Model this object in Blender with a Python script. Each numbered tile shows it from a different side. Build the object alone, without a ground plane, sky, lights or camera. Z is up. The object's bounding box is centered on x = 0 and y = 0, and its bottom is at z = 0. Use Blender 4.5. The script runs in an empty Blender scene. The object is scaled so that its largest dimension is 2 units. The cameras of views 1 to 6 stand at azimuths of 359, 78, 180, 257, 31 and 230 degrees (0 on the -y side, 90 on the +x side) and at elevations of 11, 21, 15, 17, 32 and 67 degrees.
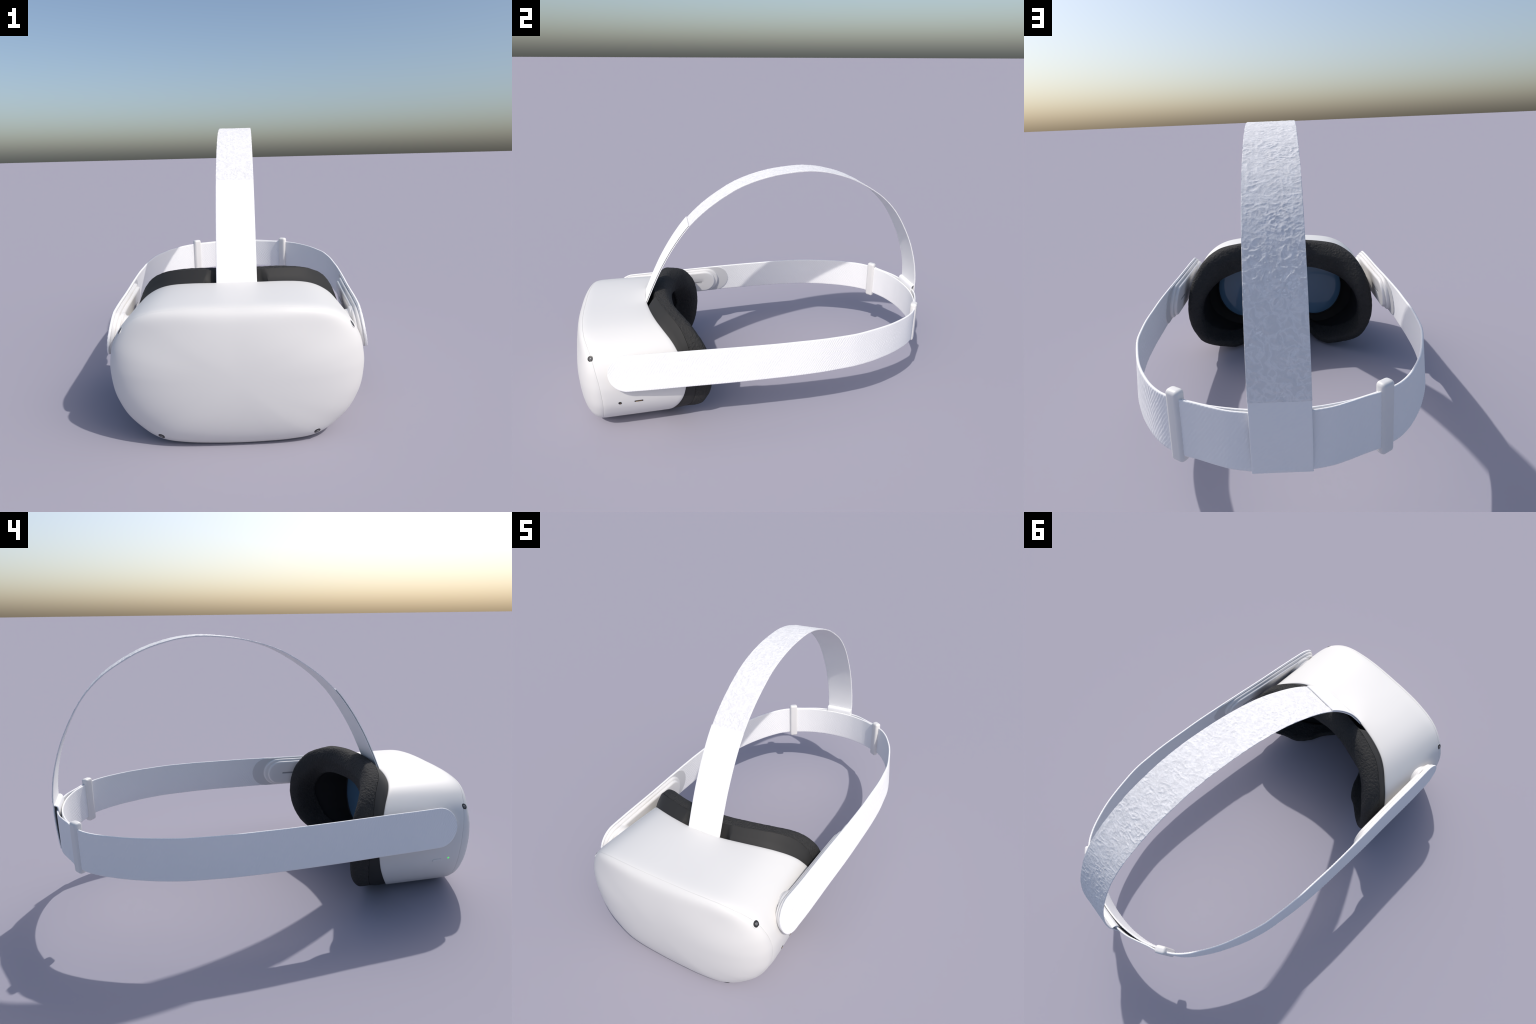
import bpy, bmesh, math, random
import numpy as np
from mathutils import Vector, Matrix, noise
from mathutils.bvhtree import BVHTree

random.seed(7)
C = bpy.context.scene.collection

# ------------------------------------------------------------------ helpers
def link(name, me, parent, mats, smooth=35):
    ob = bpy.data.objects.new(name, me)
    C.objects.link(ob)
    ob.parent = parent
    for m in (mats if isinstance(mats, (list, tuple)) else [mats]):
        me.materials.append(m)
    for p in me.polygons:
        p.use_smooth = True
    if smooth:
        me.set_sharp_from_angle(angle=math.radians(smooth))
    return ob

def mesh_from(name, verts, faces):
    me = bpy.data.meshes.new(name)
    me.from_pydata([tuple(map(float, v)) for v in verts], [], faces)
    bm = bmesh.new(); bm.from_mesh(me)
    bmesh.ops.recalc_face_normals(bm, faces=bm.faces)
    bm.to_mesh(me); bm.free()
    return me

def catmull(P, t):
    """Catmull-Rom through open list P at parameter t (index units)."""
    n = len(P)
    t = min(max(t, 0.0), n - 1.0)
    i = min(int(t), n - 2); f = t - i
    p1, p2 = P[i], P[i + 1]
    p0 = P[i - 1] if i > 0 else 2 * p1 - p2
    p3 = P[i + 2] if i + 2 < n else 2 * p2 - p1
    return 0.5 * (2 * p1 + (p2 - p0) * f + (2 * p0 - 5 * p1 + 4 * p2 - p3) * f * f
                  + (3 * p1 - p0 - 3 * p2 + p3) * f ** 3)

def curve(pts, step):
    """Smooth curve through pts, resampled at equal arc length."""
    P = [np.array(p, float) for p in pts]
    dense = np.array([catmull(P, t) for t in np.linspace(0, len(P) - 1, (len(P) - 1) * 24 + 1)])
    seg = np.linalg.norm(np.diff(dense, axis=0), axis=1)
    s = np.concatenate([[0], np.cumsum(seg)])
    n = max(2, int(s[-1] / step) + 1)
    q = np.linspace(0, s[-1], n)
    return np.stack([np.interp(q, s, dense[:, k]) for k in range(dense.shape[1])], 1), q

def ring(half, m=8):
    """Closed, left-right symmetric ring from half control points
    (crown centre -> +x side -> underside centre)."""
    h = [np.array(p, float) for p in half]
    full = h + [p * np.array([-1, 1, 1]) for p in h[-2:0:-1]]
    n = len(full); out = []
    for i in range(n):
        p0, p1, p2, p3 = full[i - 1], full[i], full[(i + 1) % n], full[(i + 2) % n]
        for k in range(m):
            f = k / m
            out.append(0.5 * (2 * p1 + (p2 - p0) * f + (2 * p0 - 5 * p1 + 4 * p2 - p3) * f * f
                              + (3 * p1 - p0 - 3 * p2 + p3) * f ** 3))
    return np.array(out)

def loft(rings, cap0=False, cap1=False):
    n = len(rings[0]); V = np.concatenate(rings); F = []
    for r in range(len(rings) - 1):
        for i in range(n):
            j = (i + 1) % n
            F.append((r * n + i, r * n + j, (r + 1) * n + j, (r + 1) * n + i))
    V = list(V)
    for flag, r in ((cap0, 0), (cap1, len(rings) - 1)):
        if flag:
            V.append(np.mean(rings[r], axis=0)); c = len(V) - 1
            F += [(c, r * n + i, r * n + (i + 1) % n) for i in range(n)]
    return V, F

def scaled(r, k, dy=0.0, c=(0, .29)):
    q = r.copy()
    q[:, 0] = c[0] + (q[:, 0] - c[0]) * k
    q[:, 2] = c[1] + (q[:, 2] - c[1]) * k
    q[:, 1] += dy
    return q

def inset(r, d):
    """Move a ring inward in the x-z plane by distance d."""
    q = r.copy(); n = len(r)
    t = np.roll(r, -1, 0) - np.roll(r, 1, 0)
    nrm = np.stack([-t[:, 2], t[:, 0]], 1)
    nrm /= np.linalg.norm(nrm, axis=1)[:, None] + 1e-9
    cen = np.stack([-r[:, 0], .29 - r[:, 2]], 1)
    sgn = np.sign((nrm * cen).sum(1))
    q[:, 0] += nrm[:, 0] * d * sgn; q[:, 2] += nrm[:, 1] * d * sgn
    return q

def noise2(a, b, c=0.0):
    return noise.noise(Vector((a, b, c)))

# ------------------------------------------------------------------ materials
def material(name, col, rough, bump=None, spec=.5, sheen=0, vary=None, coat=0):
    m = bpy.data.materials.new(name); m.use_nodes = True
    nt = m.node_tree; N = nt.nodes; L = nt.links
    b = N['Principled BSDF']
    b.inputs['Base Color'].default_value = (*col, 1)
    b.inputs['Roughness'].default_value = rough
    b.inputs['Specular IOR Level'].default_value = spec
    b.inputs['Sheen Weight'].default_value = sheen
    b.inputs['Coat Weight'].default_value = coat
    tc = N.new('ShaderNodeTexCoord')
    if vary:
        scale, amount = vary
        t = N.new('ShaderNodeTexNoise'); t.inputs['Scale'].default_value = scale
        t.inputs['Detail'].default_value = 4
        r = N.new('ShaderNodeValToRGB')
        r.color_ramp.elements[0].position = .35; r.color_ramp.elements[1].position = .65
        r.color_ramp.elements[0].color = (*[c * (1 - amount) for c in col], 1)
        r.color_ramp.elements[1].color = (*[min(1, c * (1 + amount)) for c in col], 1)
        L.new(tc.outputs['Object'], t.inputs['Vector']); L.new(t.outputs['Fac'], r.inputs['Fac'])
        L.new(r.outputs['Color'], b.inputs['Base Color'])
    if bump:
        scale, strength, dist = bump
        t = N.new('ShaderNodeTexNoise'); t.inputs['Scale'].default_value = scale
        t.inputs['Detail'].default_value = 3
        bp = N.new('ShaderNodeBump'); bp.inputs['Strength'].default_value = strength
        bp.inputs['Distance'].default_value = dist
        L.new(tc.outputs['Object'], t.inputs['Vector']); L.new(t.outputs['Fac'], bp.inputs['Height'])
        L.new(bp.outputs['Normal'], b.inputs['Normal'])
    return m

M_white = material('white_plastic', (.665, .66, .65), .5, bump=(220, .05, .001))
M_arm = material('arm_plastic', (.72, .71, .70), .42)
M_back = material('backing_plastic', (.60, .60, .605), .5)
M_slot_shadow = material('slot_painted_shadow', (.30, .30, .305), .6)  # arm plastic darkened to paint the recess shadow on a flat inlay
M_fabric = material('woven_white_fabric', (.83, .83, .84), .85, bump=(420, .25, .0012), spec=.2)
M_loop = material('loop_fabric', (.70, .70, .71), .9, bump=(300, .3, .0015), spec=.15)
def add_veins(m, lo, hi, scale):
    """Pale vein pattern: a warped ridge noise lightens the base colour along thin lines."""
    nt = m.node_tree; N = nt.nodes; L = nt.links
    tc = N.new('ShaderNodeTexCoord')
    t = N.new('ShaderNodeTexNoise'); t.inputs['Scale'].default_value = scale
    t.inputs['Detail'].default_value = 5; t.inputs['Distortion'].default_value = .8
    sub = N.new('ShaderNodeMath'); sub.operation = 'SUBTRACT'; sub.inputs[1].default_value = .5
    ab = N.new('ShaderNodeMath'); ab.operation = 'ABSOLUTE'
    r = N.new('ShaderNodeValToRGB')
    r.color_ramp.elements[0].position = 0.0; r.color_ramp.elements[0].color = (*hi, 1)
    r.color_ramp.elements[1].position = .085; r.color_ramp.elements[1].color = (*lo, 1)
    L.new(tc.outputs['Object'], t.inputs['Vector']); L.new(t.outputs['Fac'], sub.inputs[0])
    L.new(sub.outputs[0], ab.inputs[0]); L.new(ab.outputs[0], r.inputs['Fac'])
    L.new(r.outputs['Color'], N['Principled BSDF'].inputs['Base Color'])
add_veins(M_loop, (.695, .695, .71), (.775, .775, .79), 34)
M_rim = material('black_plastic', (.026, .026, .026), .65, spec=.25)
M_foam = material('black_foam', (.032, .032, .032), .9, bump=(95, .8, .012), spec=.25)
M_dark = material('black_interior', (.018, .018, .019), .7, spec=.2)
M_lens = material('blue_lens', (.066, .135, .215), .06, spec=.5)
M_camglass = material('camera_glass', (.12, .12, .125), .2)
M_camring = material('camera_ring', (.012, .012, .013), .4)
M_gold = material('brass_contact', (.55, .36, .16), .35)
M_gold.node_tree.nodes['Principled BSDF'].inputs['Metallic'].default_value = 1
M_led = material('green_light', (.1, .9, .15), .4)
bl = M_led.node_tree.nodes['Principled BSDF']
bl.inputs['Emission Color'].default_value = (.12, .95, .18, 1); bl.inputs['Emission Strength'].default_value = .6

# ------------------------------------------------------------------ root
root = bpy.data.objects.new('vr_headset', None); C.objects.link(root)
root['label'] = 'white virtual reality headset with black face cushion and fabric straps'
root['category'] = 'vr headset'

# ------------------------------------------------------------------ housing
SEAM = [(0, -.944, .551), (.10, -.943, .551), (.20, -.938, .548), (.29, -.928, .539), (.35, -.917, .523),
        (.398, -.901, .498), (.444, -.881, .456), (.479, -.866, .394), (.494, -.855, .330), (.496, -.851, .280),
        (.487, -.850, .209), (.466, -.855, .155), (.436, -.862, .107), (.39, -.872, .063), (.34, -.884, .029),
        (.28, -.898, .010), (.19, -.912, .003), (.09, -.920, .001), (0, -.922, .000)]
REAR = [(0, -.620, .566), (.10, -.611, .564), (.20, -.592, .560), (.285, -.566, .549), (.347, -.535, .527),
        (.402, -.497, .490), (.442, -.470, .449), (.473, -.448, .395), (.488, -.438, .330), (.492, -.436, .280),
        (.483, -.450, .210), (.464, -.473, .154), (.430, -.504, .101), (.385, -.535, .060), (.33, -.565, .027),
        (.27, -.597, .010), (.18, -.650, .004), (.09, -.730, .002), (0, -.770, .001)]
seam = ring(SEAM); rear = ring(REAR)
CZ = .285

body_rings = [inset(seam, .0016) + [0, .0003, 0], inset(seam, .0003) + [0, .0003, 0]]
for f in list(.12 * np.linspace(0, 1, 9)[1:] ** 1.6) + list(np.linspace(.12, 1, 18)[1:-1]):
    q = seam * (1 - f) + rear * f
    swell = .0065 * (1 - math.exp(-f * 22)) * (1 - f ** 2)      # shell swells slightly behind the seam
    body_rings.append(inset(q, -swell * np.clip(q[:, 2] / .25, 0, 1)))
body_rings += [rear + [0, -.004, 0], inset(rear, .0015) + [0, -.0008, 0], inset(rear, .004), inset(rear, .012) + [0, -.02, 0]]
V, F = loft(body_rings)
me_body = mesh_from('housing', V, F)
housing = link('housing', me_body, root, M_white, 50)

# front cover: shallow dome, softly rounded into the seam
cov = [inset(seam, .0016) + [0, -.0003, 0], inset(seam, .0002) + [0, -.0003, 0]]
for r in list(np.cos(np.linspace(.03, math.pi / 2, 56)))[:-1]:
    x = seam[:, 0] * r; z = CZ + (seam[:, 2] - CZ) * r
    s = (seam[:, 2] - CZ) / np.hypot(seam[:, 0], seam[:, 2] - CZ)
    a = .30 + np.where(s > 0, .30, .18) * s * s
    up = np.clip(s, 0, 1) ** 2
    h = a * r * r + (1 - a) * ((1 - up) * (1 - np.sqrt(np.maximum(0, 1 - r ** 5))) + up * r ** 18)
    y = -1.0 + (1.0 + seam[:, 1]) * h
    y = y + .22 * (x / .49) ** 2 * (np.maximum(z - CZ, 0) / .27) ** 2 * (1 - r * r)   # softer upper corners
    cov.append(np.stack([x, y, z], 1))
V, F = loft(cov, cap1=True)
V[-1] = np.array([0, -1.0, CZ])
me_cov = mesh_from('face_cover', V, F)
cover = link('face_cover', me_cov, root, M_white, 50)

bvh_body = BVHTree.FromPolygons([v.co for v in me_body.vertices], [p.vertices for p in me_body.polygons])
bvh_cov = BVHTree.FromPolygons([v.co for v in me_cov.vertices], [p.vertices for p in me_cov.polygons])

def surf(bvh, p, outward):
    loc, nor, i, d = bvh.find_nearest(Vector(p))
    if nor.dot(Vector(outward)) < 0: nor = -nor
    return loc, nor

def lathe(profile, n=40):
    """profile: list of (radius, height) -> verts/faces about local z."""
    rs = []
    for r, h in profile:
        a = np.linspace(0, 2 * math.pi, n, endpoint=False)
        rs.append(np.stack([r * np.cos(a), r * np.sin(a), np.full(n, h)], 1))
    return loft(rs, cap0=profile[0][0] > 0, cap1=True)

def place(ob, loc, nor, up=(0, 0, 1)):
    z = Vector(nor).normalized(); x = Vector(up).cross(z).normalized(); y = z.cross(x)
    ob.matrix_world = Matrix.Translation(loc) @ Matrix((x, y, z)).transposed().to_4x4()

# tracking cameras: white bezel lip, black ring, glass bead
V, F = lathe([(.0190, -.004), (.0184, -.0012), (.0165, -.0005), (.0150, -.0006), (.0142, -.0016), (.001, -.0016)])
me_bezel = mesh_from('camera_bezel', V, F)
V, F = lathe([(.0147, -.004), (.0145, -.0005), (.0110, .0004), (.0085, .0008), (.0075, .0006), (.001, .0006)])
me_cring = mesh_from('camera_ring', V, F)
V, F = lathe([(.0068, 0.0)] + [(.0068 * math.cos(t), .002 * math.sin(t) + .0008) for t in np.linspace(.1, 1.5, 8)])
me_glass = mesh_from('camera_glass', V, F)
first = True
for sx in (1, -1):
    for (p, o) in (((.4455 * sx, -.885, .457), (.75 * sx, -.55, .45)), ((.302 * sx, -.935, .040), (.3 * sx, -.7, -.6))):
        loc, nor = surf(bvh_cov, p, o)
        if p[2] > .3:
            l2, n2 = surf(bvh_body, (p[0], p[1] + .012, p[2]), o)
            nor = (nor + n2).normalized()
        for nm, me, mt in (('camera_bezel', me_bezel, M_white), ('camera_ring', me_cring, M_camring), ('camera_glass', me_glass, M_camglass)):
            ob = bpy.data.objects.new(nm, me); C.objects.link(ob)
            if first:
                me.materials.append(mt)
                for q in me.polygons: q.use_smooth = True
                me.set_sharp_from_angle(angle=math.radians(40))
            place(ob, loc, nor); ob.parent = cover
        first = False

def stadium(L, H, depth, bevel, n=14):
    """Rounded bar lying in local x-y, from height -depth to 0, bevelled on top."""
    rs = []
    def outline(d):
        l = L / 2 - H / 2; r = H / 2 - d
        a = np.concatenate([np.linspace(-math.pi / 2, math.pi / 2, n), np.linspace(math.pi / 2, 3 * math.pi / 2, n)])
        cx = np.concatenate([np.full(n, l), np.full(n, -l)])
        return np.stack([cx + r * np.cos(a), r * np.sin(a)], 1)
    for d, h in [(0, -depth), (0, -bevel), (bevel * .3, -bevel * .3), (bevel, 0), (H / 2 * .95, 0)]:
        o = outline(d); rs.append(np.concatenate([o, np.full((len(o), 1), h)], 1))
    return loft(rs, cap0=True, cap1=True)

def detail(name, vf, mat, p, out, lift, parent, up=(0, 0, 1)):
    loc, nor = surf(bvh_body, p, out)
    ob = link(name, mesh_from(name, *vf), parent, mat, 40)
    place(ob, loc + nor * lift, nor, up)
    return ob
jack = detail('audio_jack', lathe([(.0085, -.002), (.0082, .0003), (.006, .0004), (.001, .0004)]), M_camring, (.49, -.767, .215), (1, 0, 0), .0008, housing)
detail('jack_contact', lathe([(.0024, -.002), (.002, .0), (.001, 0)]), M_gold, (.49, -.765, .211), (1, 0, 0), .0018, housing)
detail('charging_port', stadium(.044, .0095, .003, .0006), M_camring, (.49, -.676, .214), (1, 0, 0), .0007, housing)
detail('port_contact', stadium(.032, .0028, .003, .0004), M_gold, (.49, -.676, .2125), (1, 0, 0), .0012, housing)
detail('power_button', stadium(.048, .016, .004, .0012), M_white, (-.49, -.733, .218), (-1, 0, 0), .0026, housing)
detail('status_light', lathe([(.0048, -.003), (.0046, .0005), (.003, .0009), (.001, .001)], 20), M_led, (-.49, -.791, .226), (-1, 0, 0), .0002, housing)

# ------------------------------------------------------------------ facial interface
B = [(0, -.574, .607), (.085, -.565, .608), (.178, -.547, .608), (.28, -.514, .600), (.336, -.486, .585),
     (.390, -.450, .551), (.433, -.424, .499), (.462, -.406, .43), (.480, -.395, .345), (.486, -.390, .28),
     (.480, -.392, .225), (.467, -.400, .173), (.441, -.415, .126), (.397, -.444, .078), (.34, -.480, .038),
     (.275, -.535, .012), (.205, -.605, .010), (.14, -.700, .028), (0, -.785, .055)]
Cc = [(0, -.512, .606), (.09, -.507, .606), (.19, -.489, .603), (.285, -.455, .588), (.352, -.415, .563),
      (.408, -.380, .526), (.448, -.348, .465), (.470, -.329, .405), (.482, -.320, .345), (.485, -.318, .275),
      (.476, -.327, .210), (.458, -.341, .160), (.429, -.362, .107), (.380, -.397, .067), (.317, -.442, .035),
      (.258, -.476, .016), (.204, -.543, .013), (.150, -.645, .028), (0, -.765, .06)]
D_ = [(0, -.476, .550), (.09, -.473, .550), (.19, -.458, .549), (.275, -.424, .542), (.335, -.393, .525),
      (.385, -.361, .492), (.422, -.328, .443), (.441, -.313, .39), (.454, -.306, .335), (.458, -.305, .275),
      (.449, -.313, .213), (.430, -.326, .170), (.399, -.350, .130), (.356, -.388, .096), (.306, -.432, .072),
      (.255, -.470, .048), (.208, -.537, .046), (.157, -.640, .060), (0, -.760, .095)]
E_ = [(0, -.500, .480), (.09, -.490, .479), (.19, -.468, .471), (.27, -.455, .448), (.325, -.450, .421),
      (.365, -.446, .388), (.398, -.438, .348), (.415, -.434, .315), (.425, -.436, .285), (.429, -.443, .258),
      (.429, -.457, .220), (.424, -.471, .188), (.408, -.486, .155), (.381, -.504, .126), (.335, -.545, .090),
      (.275, -.595, .065), (.212, -.660, .058), (.157, -.735, .068), (0, -.800, .095)]
A = []
for p in REAR:
    p = np.array(p)
    A.append(p)
ringA = inset(ring(A), .005)
# recess for the crown strap in the rim
w = np.clip((.134 - np.abs(ringA[:, 0])) / .014, 0, 1) * (ringA[:, 2] > .4)
w = w * w * (3 - 2 * w)
ringB = ring(B); ringC = ring(Cc); ringE = ring(E_)
rA0 = ringA + [0, -.03, 0]; rA0[:, 2] -= .055 * w
rA1 = ringA.copy(); rA1[:, 2] -= .055 * w
rM = ringA * .55 + ringB * .45; rM = inset(rM, -.003); rM[:, 2] -= .055 * w * .75
rN = ringA * .2 + ringB * .8; rN = inset(rN, -.0015); rN[:, 2] -= .03 * w
rB = inset(ringB, .0004) + [0, -.0012, 0]
V, F = loft([rA0, rA1, rM, rN, rB, inset(ringB, .006), inset(ringB, .02)])
rim = link('face_rim', mesh_from('face_rim', V, F), root, M_rim, 50)

# cushion: seam -> outer flank -> rolled crest -> inner edge
def bulge(a, b, f, dy, dn=0):
    q = a * (1 - f) + b * f
    q[:, 1] += dy
    return inset(q, -dn) if dn else q
ringD = ring(D_)
# the cheeks roll inward: a fat inner flank between crest and inner edge
roll = np.clip((np.abs(ringD[:, 0]) - .26) / .13, 0, 1) * np.clip((ringD[:, 2] - .10) / .08, 0, 1)
ringM = .5 * ringD + .5 * ringE
inw = inset(ringM, .019) - ringM
ringM = ringM + inw * roll[:, None] + np.stack([0 * roll, .030 * roll, 0 * roll], 1)
keys = [ringB, ringC, ringD, ringM, ringE]
cush = [inset(ringB, .002) + [0, .0002, 0], inset(ringB, .0002) + [0, .0006, 0]]
for t in list(np.linspace(0, 1, 14)[1:]) + list(np.linspace(1, 2, 14)[1:]) + list(np.linspace(2, 3, 12)[1:]) + list(np.linspace(3, 4, 12)[1:]):
    cush.append(catmull(keys, t))
cush.append(inset(ringE, .003) + [0, -.012, 0])
cush.append(inset(ringE, -.012) + [0, -.02, 0])
V, F = loft(cush)
out = []
me = mesh_from('face_cushion', V, F)
for v in me.vertices:
    c = v.co
    d = noise2(c.x * 60, c.y * 60, c.z * 60) * .0012 + noise2(c.x * 140, c.y * 140, c.z * 140) * .0008
    out.append(c + v.normal * d)
for v, c in zip(me.vertices, out): v.co = c
cushion = link('face_cushion', me, root, M_foam, 0)

# dark tunnel and lens board
F1 = inset(ringE, -.008) + [0, -.012, 0]
F2 = scaled(ringE, .985); F2[:, 1] = np.minimum(-.705, ringE[:, 1] - .02)
F3 = scaled(F2, .6)
V, F = loft([F1, F1 * .7 + F2 * .3, F1 * .35 + F2 * .65, F2, F3], cap1=True)
shroud = link('eye_shroud', mesh_from('eye_shroud', V, F), root, M_dark, 50)
V, F = lathe([(.184, -.018), (.182, .004), (.176, .009), (.1745, .007), (.1745, .0), (.17, -.004), (.001, -.004)], 72)
me_lr = mesh_from('lens_ring', V, F)
V, F = lathe([(.1742, -.004)] + [(.1742 * math.cos(t), .002 + .012 * math.sin(t)) for t in np.linspace(0, 1.55, 18)], 72)
me_l = mesh_from('lens', V, F)
for me in (me_lr, me_l):                      # upright ovals
    for v in me.vertices: v.co.x *= .888; v.co.y *= .985
for k, sx in enumerate((1, -1)):
    for nm, me, mt in (('lens_ring', me_lr, M_dark), ('lens', me_l, M_lens)):
        if k == 0: ob = link(nm, me, shroud, mt, 40)
        else:
            ob = bpy.data.objects.new(nm, me); C.objects.link(ob); ob.parent = shroud
        place(ob, Vector((.202 * sx, -.640, .31)), Vector((0, 1, 0)))

# ------------------------------------------------------------------ straps
def band(name, centre, wdir, halfw, thick, mat, parent, s, twill=.0, crumple=.0, nw=40, lam=.0105, flip=1, seed=0., close_ends=True):
    """Sweep a flat strap with rounded edges. centre (n,3), wdir (n,3), halfw (n)."""
    n = len(centre)
    tan = np.gradient(centre, axis=0); tan /= np.linalg.norm(tan, axis=1)[:, None]
    nor = np.cross(tan, wdir) * flip
    nor /= np.linalg.norm(nor, axis=1)[:, None]
    wn = wdir / np.linalg.norm(wdir, axis=1)[:, None]
    e = thick / 2
    us = np.linspace(-1, 1, nw)
    rings = []
    for i in range(n):
        hw = max(halfw[i], 1e-4); row = []
        ee = min(e, hw)
        inner = max(hw - e * .8, 0)
        for side in (1, -1):
            for u in (us if side == 1 else us[::-1]):
                h = u * inner; d = side * e
                if twill:
                    ph = (s[i] * .80 + h * -.60 * 1.0) / lam + .75 * noise2(s[i] * 11, h * 11, seed) + .3 * noise2(s[i] * 60, h * 60, seed + 5)
                    amp = .85 + .35 * noise2(s[i] * 5, h * 8, seed + 9)
                    d += side * twill * amp * math.sin(2 * math.pi * ph)
                if crumple and side == 1:
                    wx = .008 * noise2(s[i] * 26, h * 26, 21.); wy = .008 * noise2(s[i] * 26, h * 26, 31.)
                    c2 = noise2(s[i] * 14, h * 12, 1.7)
                    rel = 0.; fr = 32.; am = 1.
                    for o in range(4):
                        v = noise2((s[i] + wx) * fr * 1.15, (h + wy) * fr * .9, 3.1 + o * 4.7)
                        rel += am * ((1 - min(1, abs(v) * 2.6)) ** 1.5 - .4) * (.9 + .8 * c2)
                        fr *= 1.9; am *= .6
                    d += crumple * rel
                row.append(centre[i] + wn[i] * h + nor[i] * d)
            hs = inner * side
            for a in (.6, 0, -.6):
                row.append(centre[i] + wn[i] * (hs + side * (hw - inner) * math.cos(a * 1.3)) + nor[i] * side * e * .8 * math.sin(a * 1.3) / math.sin(.78) * .9)
        rings.append(np.array(row))
    V, F = loft(rings, cap0=close_ends, cap1=close_ends)
    return link(name, mesh_from(name, V, F), parent, mat, 60)

W = .0935; ZC = .3945
# side bands: (y, x at upper edge, x at lower edge)
SIDE = [(-.807, .497, .532), (-.70, .506, .538), (-.60, .513, .545), (-.40, .523, .554), (-.20, .536, .564), (0, .546, .569),
        (.12, .548, .5705), (.25, .549, .567), (.35, .544, .558), (.45, .534, .546), (.555, .508, .520), (.65, .478, .484), (.72, .447, .451),
        (.79, .408, .409), (.84, .369, .369), (.872, .331, .331), (.893, .301, .301)]
pts, s_side = curve([((a + b) / 2, y, a - b) for y, a, b in SIDE], .0026)
def side_frame(sx):
    c = np.stack([pts[:, 0] * sx - sx * .0045, pts[:, 1], np.full(len(pts), ZC)], 1)
    w = np.stack([pts[:, 2] * sx, np.zeros(len(pts)), np.full(len(pts), 2 * W)], 1)
    return c, w
hw_side = np.where(s_side < W, np.sqrt(np.maximum(0, W ** 2 - (W - s_side) ** 2)), W)
headband = bpy.data.objects.new('head_band', None); C.objects.link(headband); headband.parent = root
# finer sampling right at the rounded tip
for sx in (1, -1):
    c, w = side_frame(sx)
    tip = np.array([0, .0002, .0006, .0012]) ; 
    cc = np.concatenate([[c[0] + (c[1] - c[0]) * (t / s_side[1]) for t in tip], c[1:]])
    ww = np.concatenate([np.repeat(w[:1], len(tip), 0), w[1:]])
    ss = np.concatenate([tip, s_side[1:]])
    hh = np.where(ss < W, np.sqrt(np.maximum(0, W ** 2 - (W - ss) ** 2)), W)
    band('temple_strap', cc, ww, hh, .009, M_fabric, headband, ss * sx, twill=.0007, flip=sx, seed=sx * 2.)

# rear bands between the buckles (outer and inner ply)
OUT = [(.318, .8815), (.29, .902), (.246, .922), (.195, .948), (.145, .970), (.09, .983), (.045, .9885), (0, .990)]
INN = [(.318, .8725), (.295, .888), (.25, .912), (.196, .936), (.12, .957), (.06, .9655), (0, .968)]
for pr, nm, sd in ((OUT, 'nape_strap', 4.), (INN, 'nape_lining', 6.)):
    full = [(x, y) for x, y in pr] + [(-x, y) for x, y in pr[-2::-1]]
    q, s = curve(full, .0026)
    c = np.stack([q[:, 0], q[:, 1] - .0035, np.full(len(q), ZC + (.002 if nm == 'nape_strap' else .0))], 1)
    w = np.tile([0, 0, 1.], (len(q), 1))
    band(nm, c, w, np.full(len(q), W * (1.0 if nm == 'nape_strap' else .985)), .007, M_fabric, headband, s + 1.9, twill=.0006, flip=1, seed=sd)

# buckles
def buckle_mesh():
    bm = bmesh.new()
    bmesh.ops.create_cube(bm, size=1)
    bmesh.ops.scale(bm, vec=(.051, .037, .236), verts=bm.verts)
    bmesh.ops.bevel(bm, geom=list(bm.edges), offset=.0145, segments=7, profile=.55, affect='EDGES')
    me = bpy.data.meshes.new('buckle'); bm.to_mesh(me); bm.free()
    return me
mb = buckle_mesh()
V, F = [], []
for k, sx in enumerate((1, -1)):
    ob = link('buckle', mb, headband, M_arm, 40) if k == 0 else bpy.data.objects.new('buckle', mb)
    if k: C.objects.link(ob); ob.parent = headband
    ob.matrix_world = Matrix.Translation((.307 * sx, .8795, .3965)) @ Matrix.Rotation(-sx * math.radians(36), 4, 'Z')

# crown strap
CROWN = [(-.640, .505), (-.612, .562), (-.565, .665), (-.512, .768), (-.440, .882), (-.358, .984), (-.252, 1.080), (-.121, 1.166),
         (-.02, 1.210), (.089, 1.239), (.185, 1.253), (.28, 1.259), (.37, 1.253), (.458, 1.234), (.55, 1.203), (.635, 1.159),
         (.723, 1.101), (.795, 1.032), (.847, .964), (.892, .888), (.931, .808), (.961, .725), (.982, .646), (.994, .57),
         (.9985, .50), (.9990, .45), (.997, .40), (.993, .345), (.9885, .300)]
CROWN = [(y, z - .0065 * max(0., min(1., (z - 1.0) / .2))) for y, z in CROWN]
qc, sc = curve(CROWN, .0019)
tan = np.gradient(qc, axis=0); tan /= np.linalg.norm(tan, axis=1)[:, None]
nrm2 = np.stack([-tan[:, 1], tan[:, 0]], 1)          # outward of the arch
crown = bpy.data.objects.new('crown_strap', None); C.objects.link(crown); crown.parent = root
def arch(i0, i1, off):
    sel = slice(i0, i1)
    q = qc[sel] + nrm2[sel] * off
    c = np.stack([np.zeros(len(q)), q[:, 0], q[:, 1]], 1)
    return c, np.tile([1., 0, 0], (len(q), 1)), sc[sel]
HW = .0868
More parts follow.
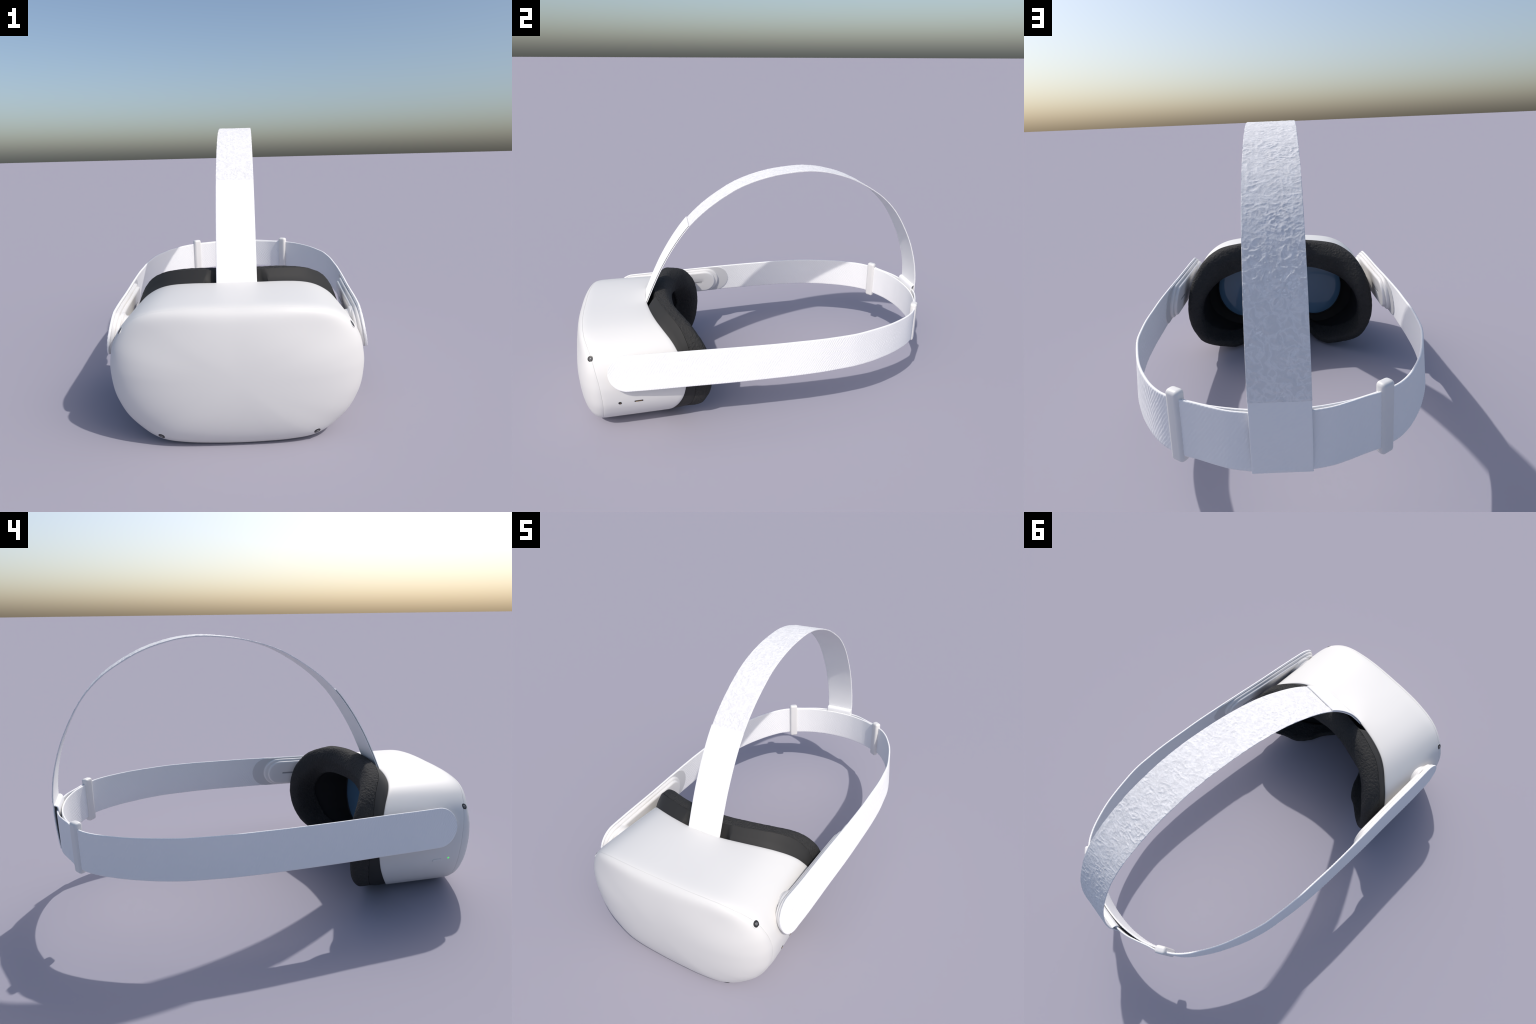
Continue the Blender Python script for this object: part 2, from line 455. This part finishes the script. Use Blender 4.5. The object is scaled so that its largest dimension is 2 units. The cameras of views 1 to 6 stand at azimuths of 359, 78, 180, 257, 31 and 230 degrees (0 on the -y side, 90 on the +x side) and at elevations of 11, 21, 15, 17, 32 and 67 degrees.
i_fold = int(np.argmin(np.abs(qc[:, 0] + .358) + np.abs(qc[:, 1] - .984)))
i_patch = int(np.argmin(np.abs(qc[:, 1] - .526) + 10 * (qc[:, 0] < .5)))
c, w, s = arch(0, len(qc), -.0030)
band('webbing', c, w, np.full(len(c), HW), .0042, M_fabric, crown, s, twill=.0003, flip=-1, seed=8.)
c, w, s = arch(i_fold - 4, i_patch, -.0011)
band('loop_patch', c, w, np.full(len(c), HW + .0006), .0026, M_loop, crown, s, crumple=.0013, nw=96, flip=-1)
c, w, s = arch(0, i_fold, .0040)
band('folded_end', c, w, np.full(len(c), HW + .0004), .0045, M_fabric, crown, s, twill=.0003, flip=-1, seed=11.)
# tail that turns under the nape strap and clips back on itself
TAIL = [(.9945, .515), (.9955, .45), (.9935, .40), (.9895, .345), (.986, .312), (.980, .3005), (.9725, .312), (.972, .36), (.973, .44), (.9745, .488), (.9775, .505), (.985, .512), (.992, .513)]
q, s = curve([(a, b) for a, b in TAIL[5:]], .0026)
c = np.stack([np.zeros(len(q)), q[:, 0], q[:, 1]], 1)
band('strap_loop', c, np.tile([1., 0, 0], (len(q), 1)), np.full(len(q), HW - .001), .005, M_fabric, crown, s, twill=.0002, flip=-1, seed=13.)

# ------------------------------------------------------------------ strap arms
Yk = np.array([p[0] for p in SIDE[:9]]); Xm = np.array([(p[1] + p[2]) / 2 for p in SIDE[:9]]); Ln = np.array([p[1] - p[2] for p in SIDE[:9]])
def arm_point(sx, y, h, d):
    """y along arm, h across it, d depth measured inward from the strap's outer face."""
    x = np.interp(y, Yk, Xm); ln = np.interp(y, Yk, Ln)
    wd = np.array([ln, 0, 2 * W]); wd /= np.linalg.norm(wd)
    tx = np.interp(y + .02, Yk, Xm) - np.interp(y - .02, Yk, Xm)
    t = np.array([tx, .04, 0]); t /= np.linalg.norm(t)
    nn = np.cross(t, wd); nn /= np.linalg.norm(nn)
    if nn[0] < 0: nn = -nn
    p = np.array([x, y, ZC]) + wd * h - nn * d
    p[0] *= sx
    return p
def arm_layer(name, sx, y0, y1, hh, d0, d1, bev, mat, parent, hc=0.):
    n = 20; rs = []
    def outline(shrink):
        r = hh - shrink
        pts = []
        for a in np.linspace(-math.pi / 2, math.pi / 2, n): pts.append((y1 - hh + r * math.cos(a), hc + r * math.sin(a)))
        for y in np.linspace(y1 - hh, y0 + hh, 26)[1:-1]: pts.append((y, hc + r))
        for a in np.linspace(math.pi / 2, 3 * math.pi / 2, n): pts.append((y0 + hh + r * math.cos(a), hc + r * math.sin(a)))
        for y in np.linspace(y0 + hh, y1 - hh, 26)[1:-1]: pts.append((y, hc - r))
        return pts
    prof = [(0, d0)] + [(bev * (1 - math.cos(t)), d1 - bev * .8 * (1 - math.sin(t))) for t in np.linspace(0, math.pi / 2, 7)] + [(hh * .5, d1), (hh * .98, d1)]
    for sh, d in prof:
        rs.append(np.array([arm_point(sx, y, h, d) for y, h in outline(sh)]))
    V, F = loft(rs, cap0=True, cap1=True)
    return link(name, mesh_from(name, V, F), parent, mat, 40)
for sx in (1, -1):
    arm = arm_layer('strap_arm', sx, -.803, -.152, .0865, .012, .027, .012, M_arm, root)
    arm_layer('backing_plate', sx, -.805, -.082, .0915, .0085, .0118, .001, M_back, arm)
    arm_layer('arm_cap', sx, -.795, -.176, .0755, .0255, .041, .011, M_arm, arm)
    arm_layer('slot_shadow_inlay', sx, -.345, -.266, .0058, .0405, .0414, .0004, M_slot_shadow, arm)
    arm_layer('slot_lower_strip', sx, -.343, -.268, .0022, .0405, .0424, .0008, M_arm, arm, hc=-.0062)  # thin raised strip along the lower edge of the dark inlay, same colour as the arm
    # pivot
    p = arm_point(sx, -.70, .0, .030); q = arm_point(sx, -.70, .0, .080)
    V, F = lathe([(.080, 0), (.078, .012), (.071, .0165), (.0685, .02), (.068, .05), (.05, .055), (.001, .055)], 56)
    hub = link('pivot_hub', mesh_from('pivot_hub', V, F), arm, M_arm, 40)
    place(hub, Vector(p), Vector(q - p))
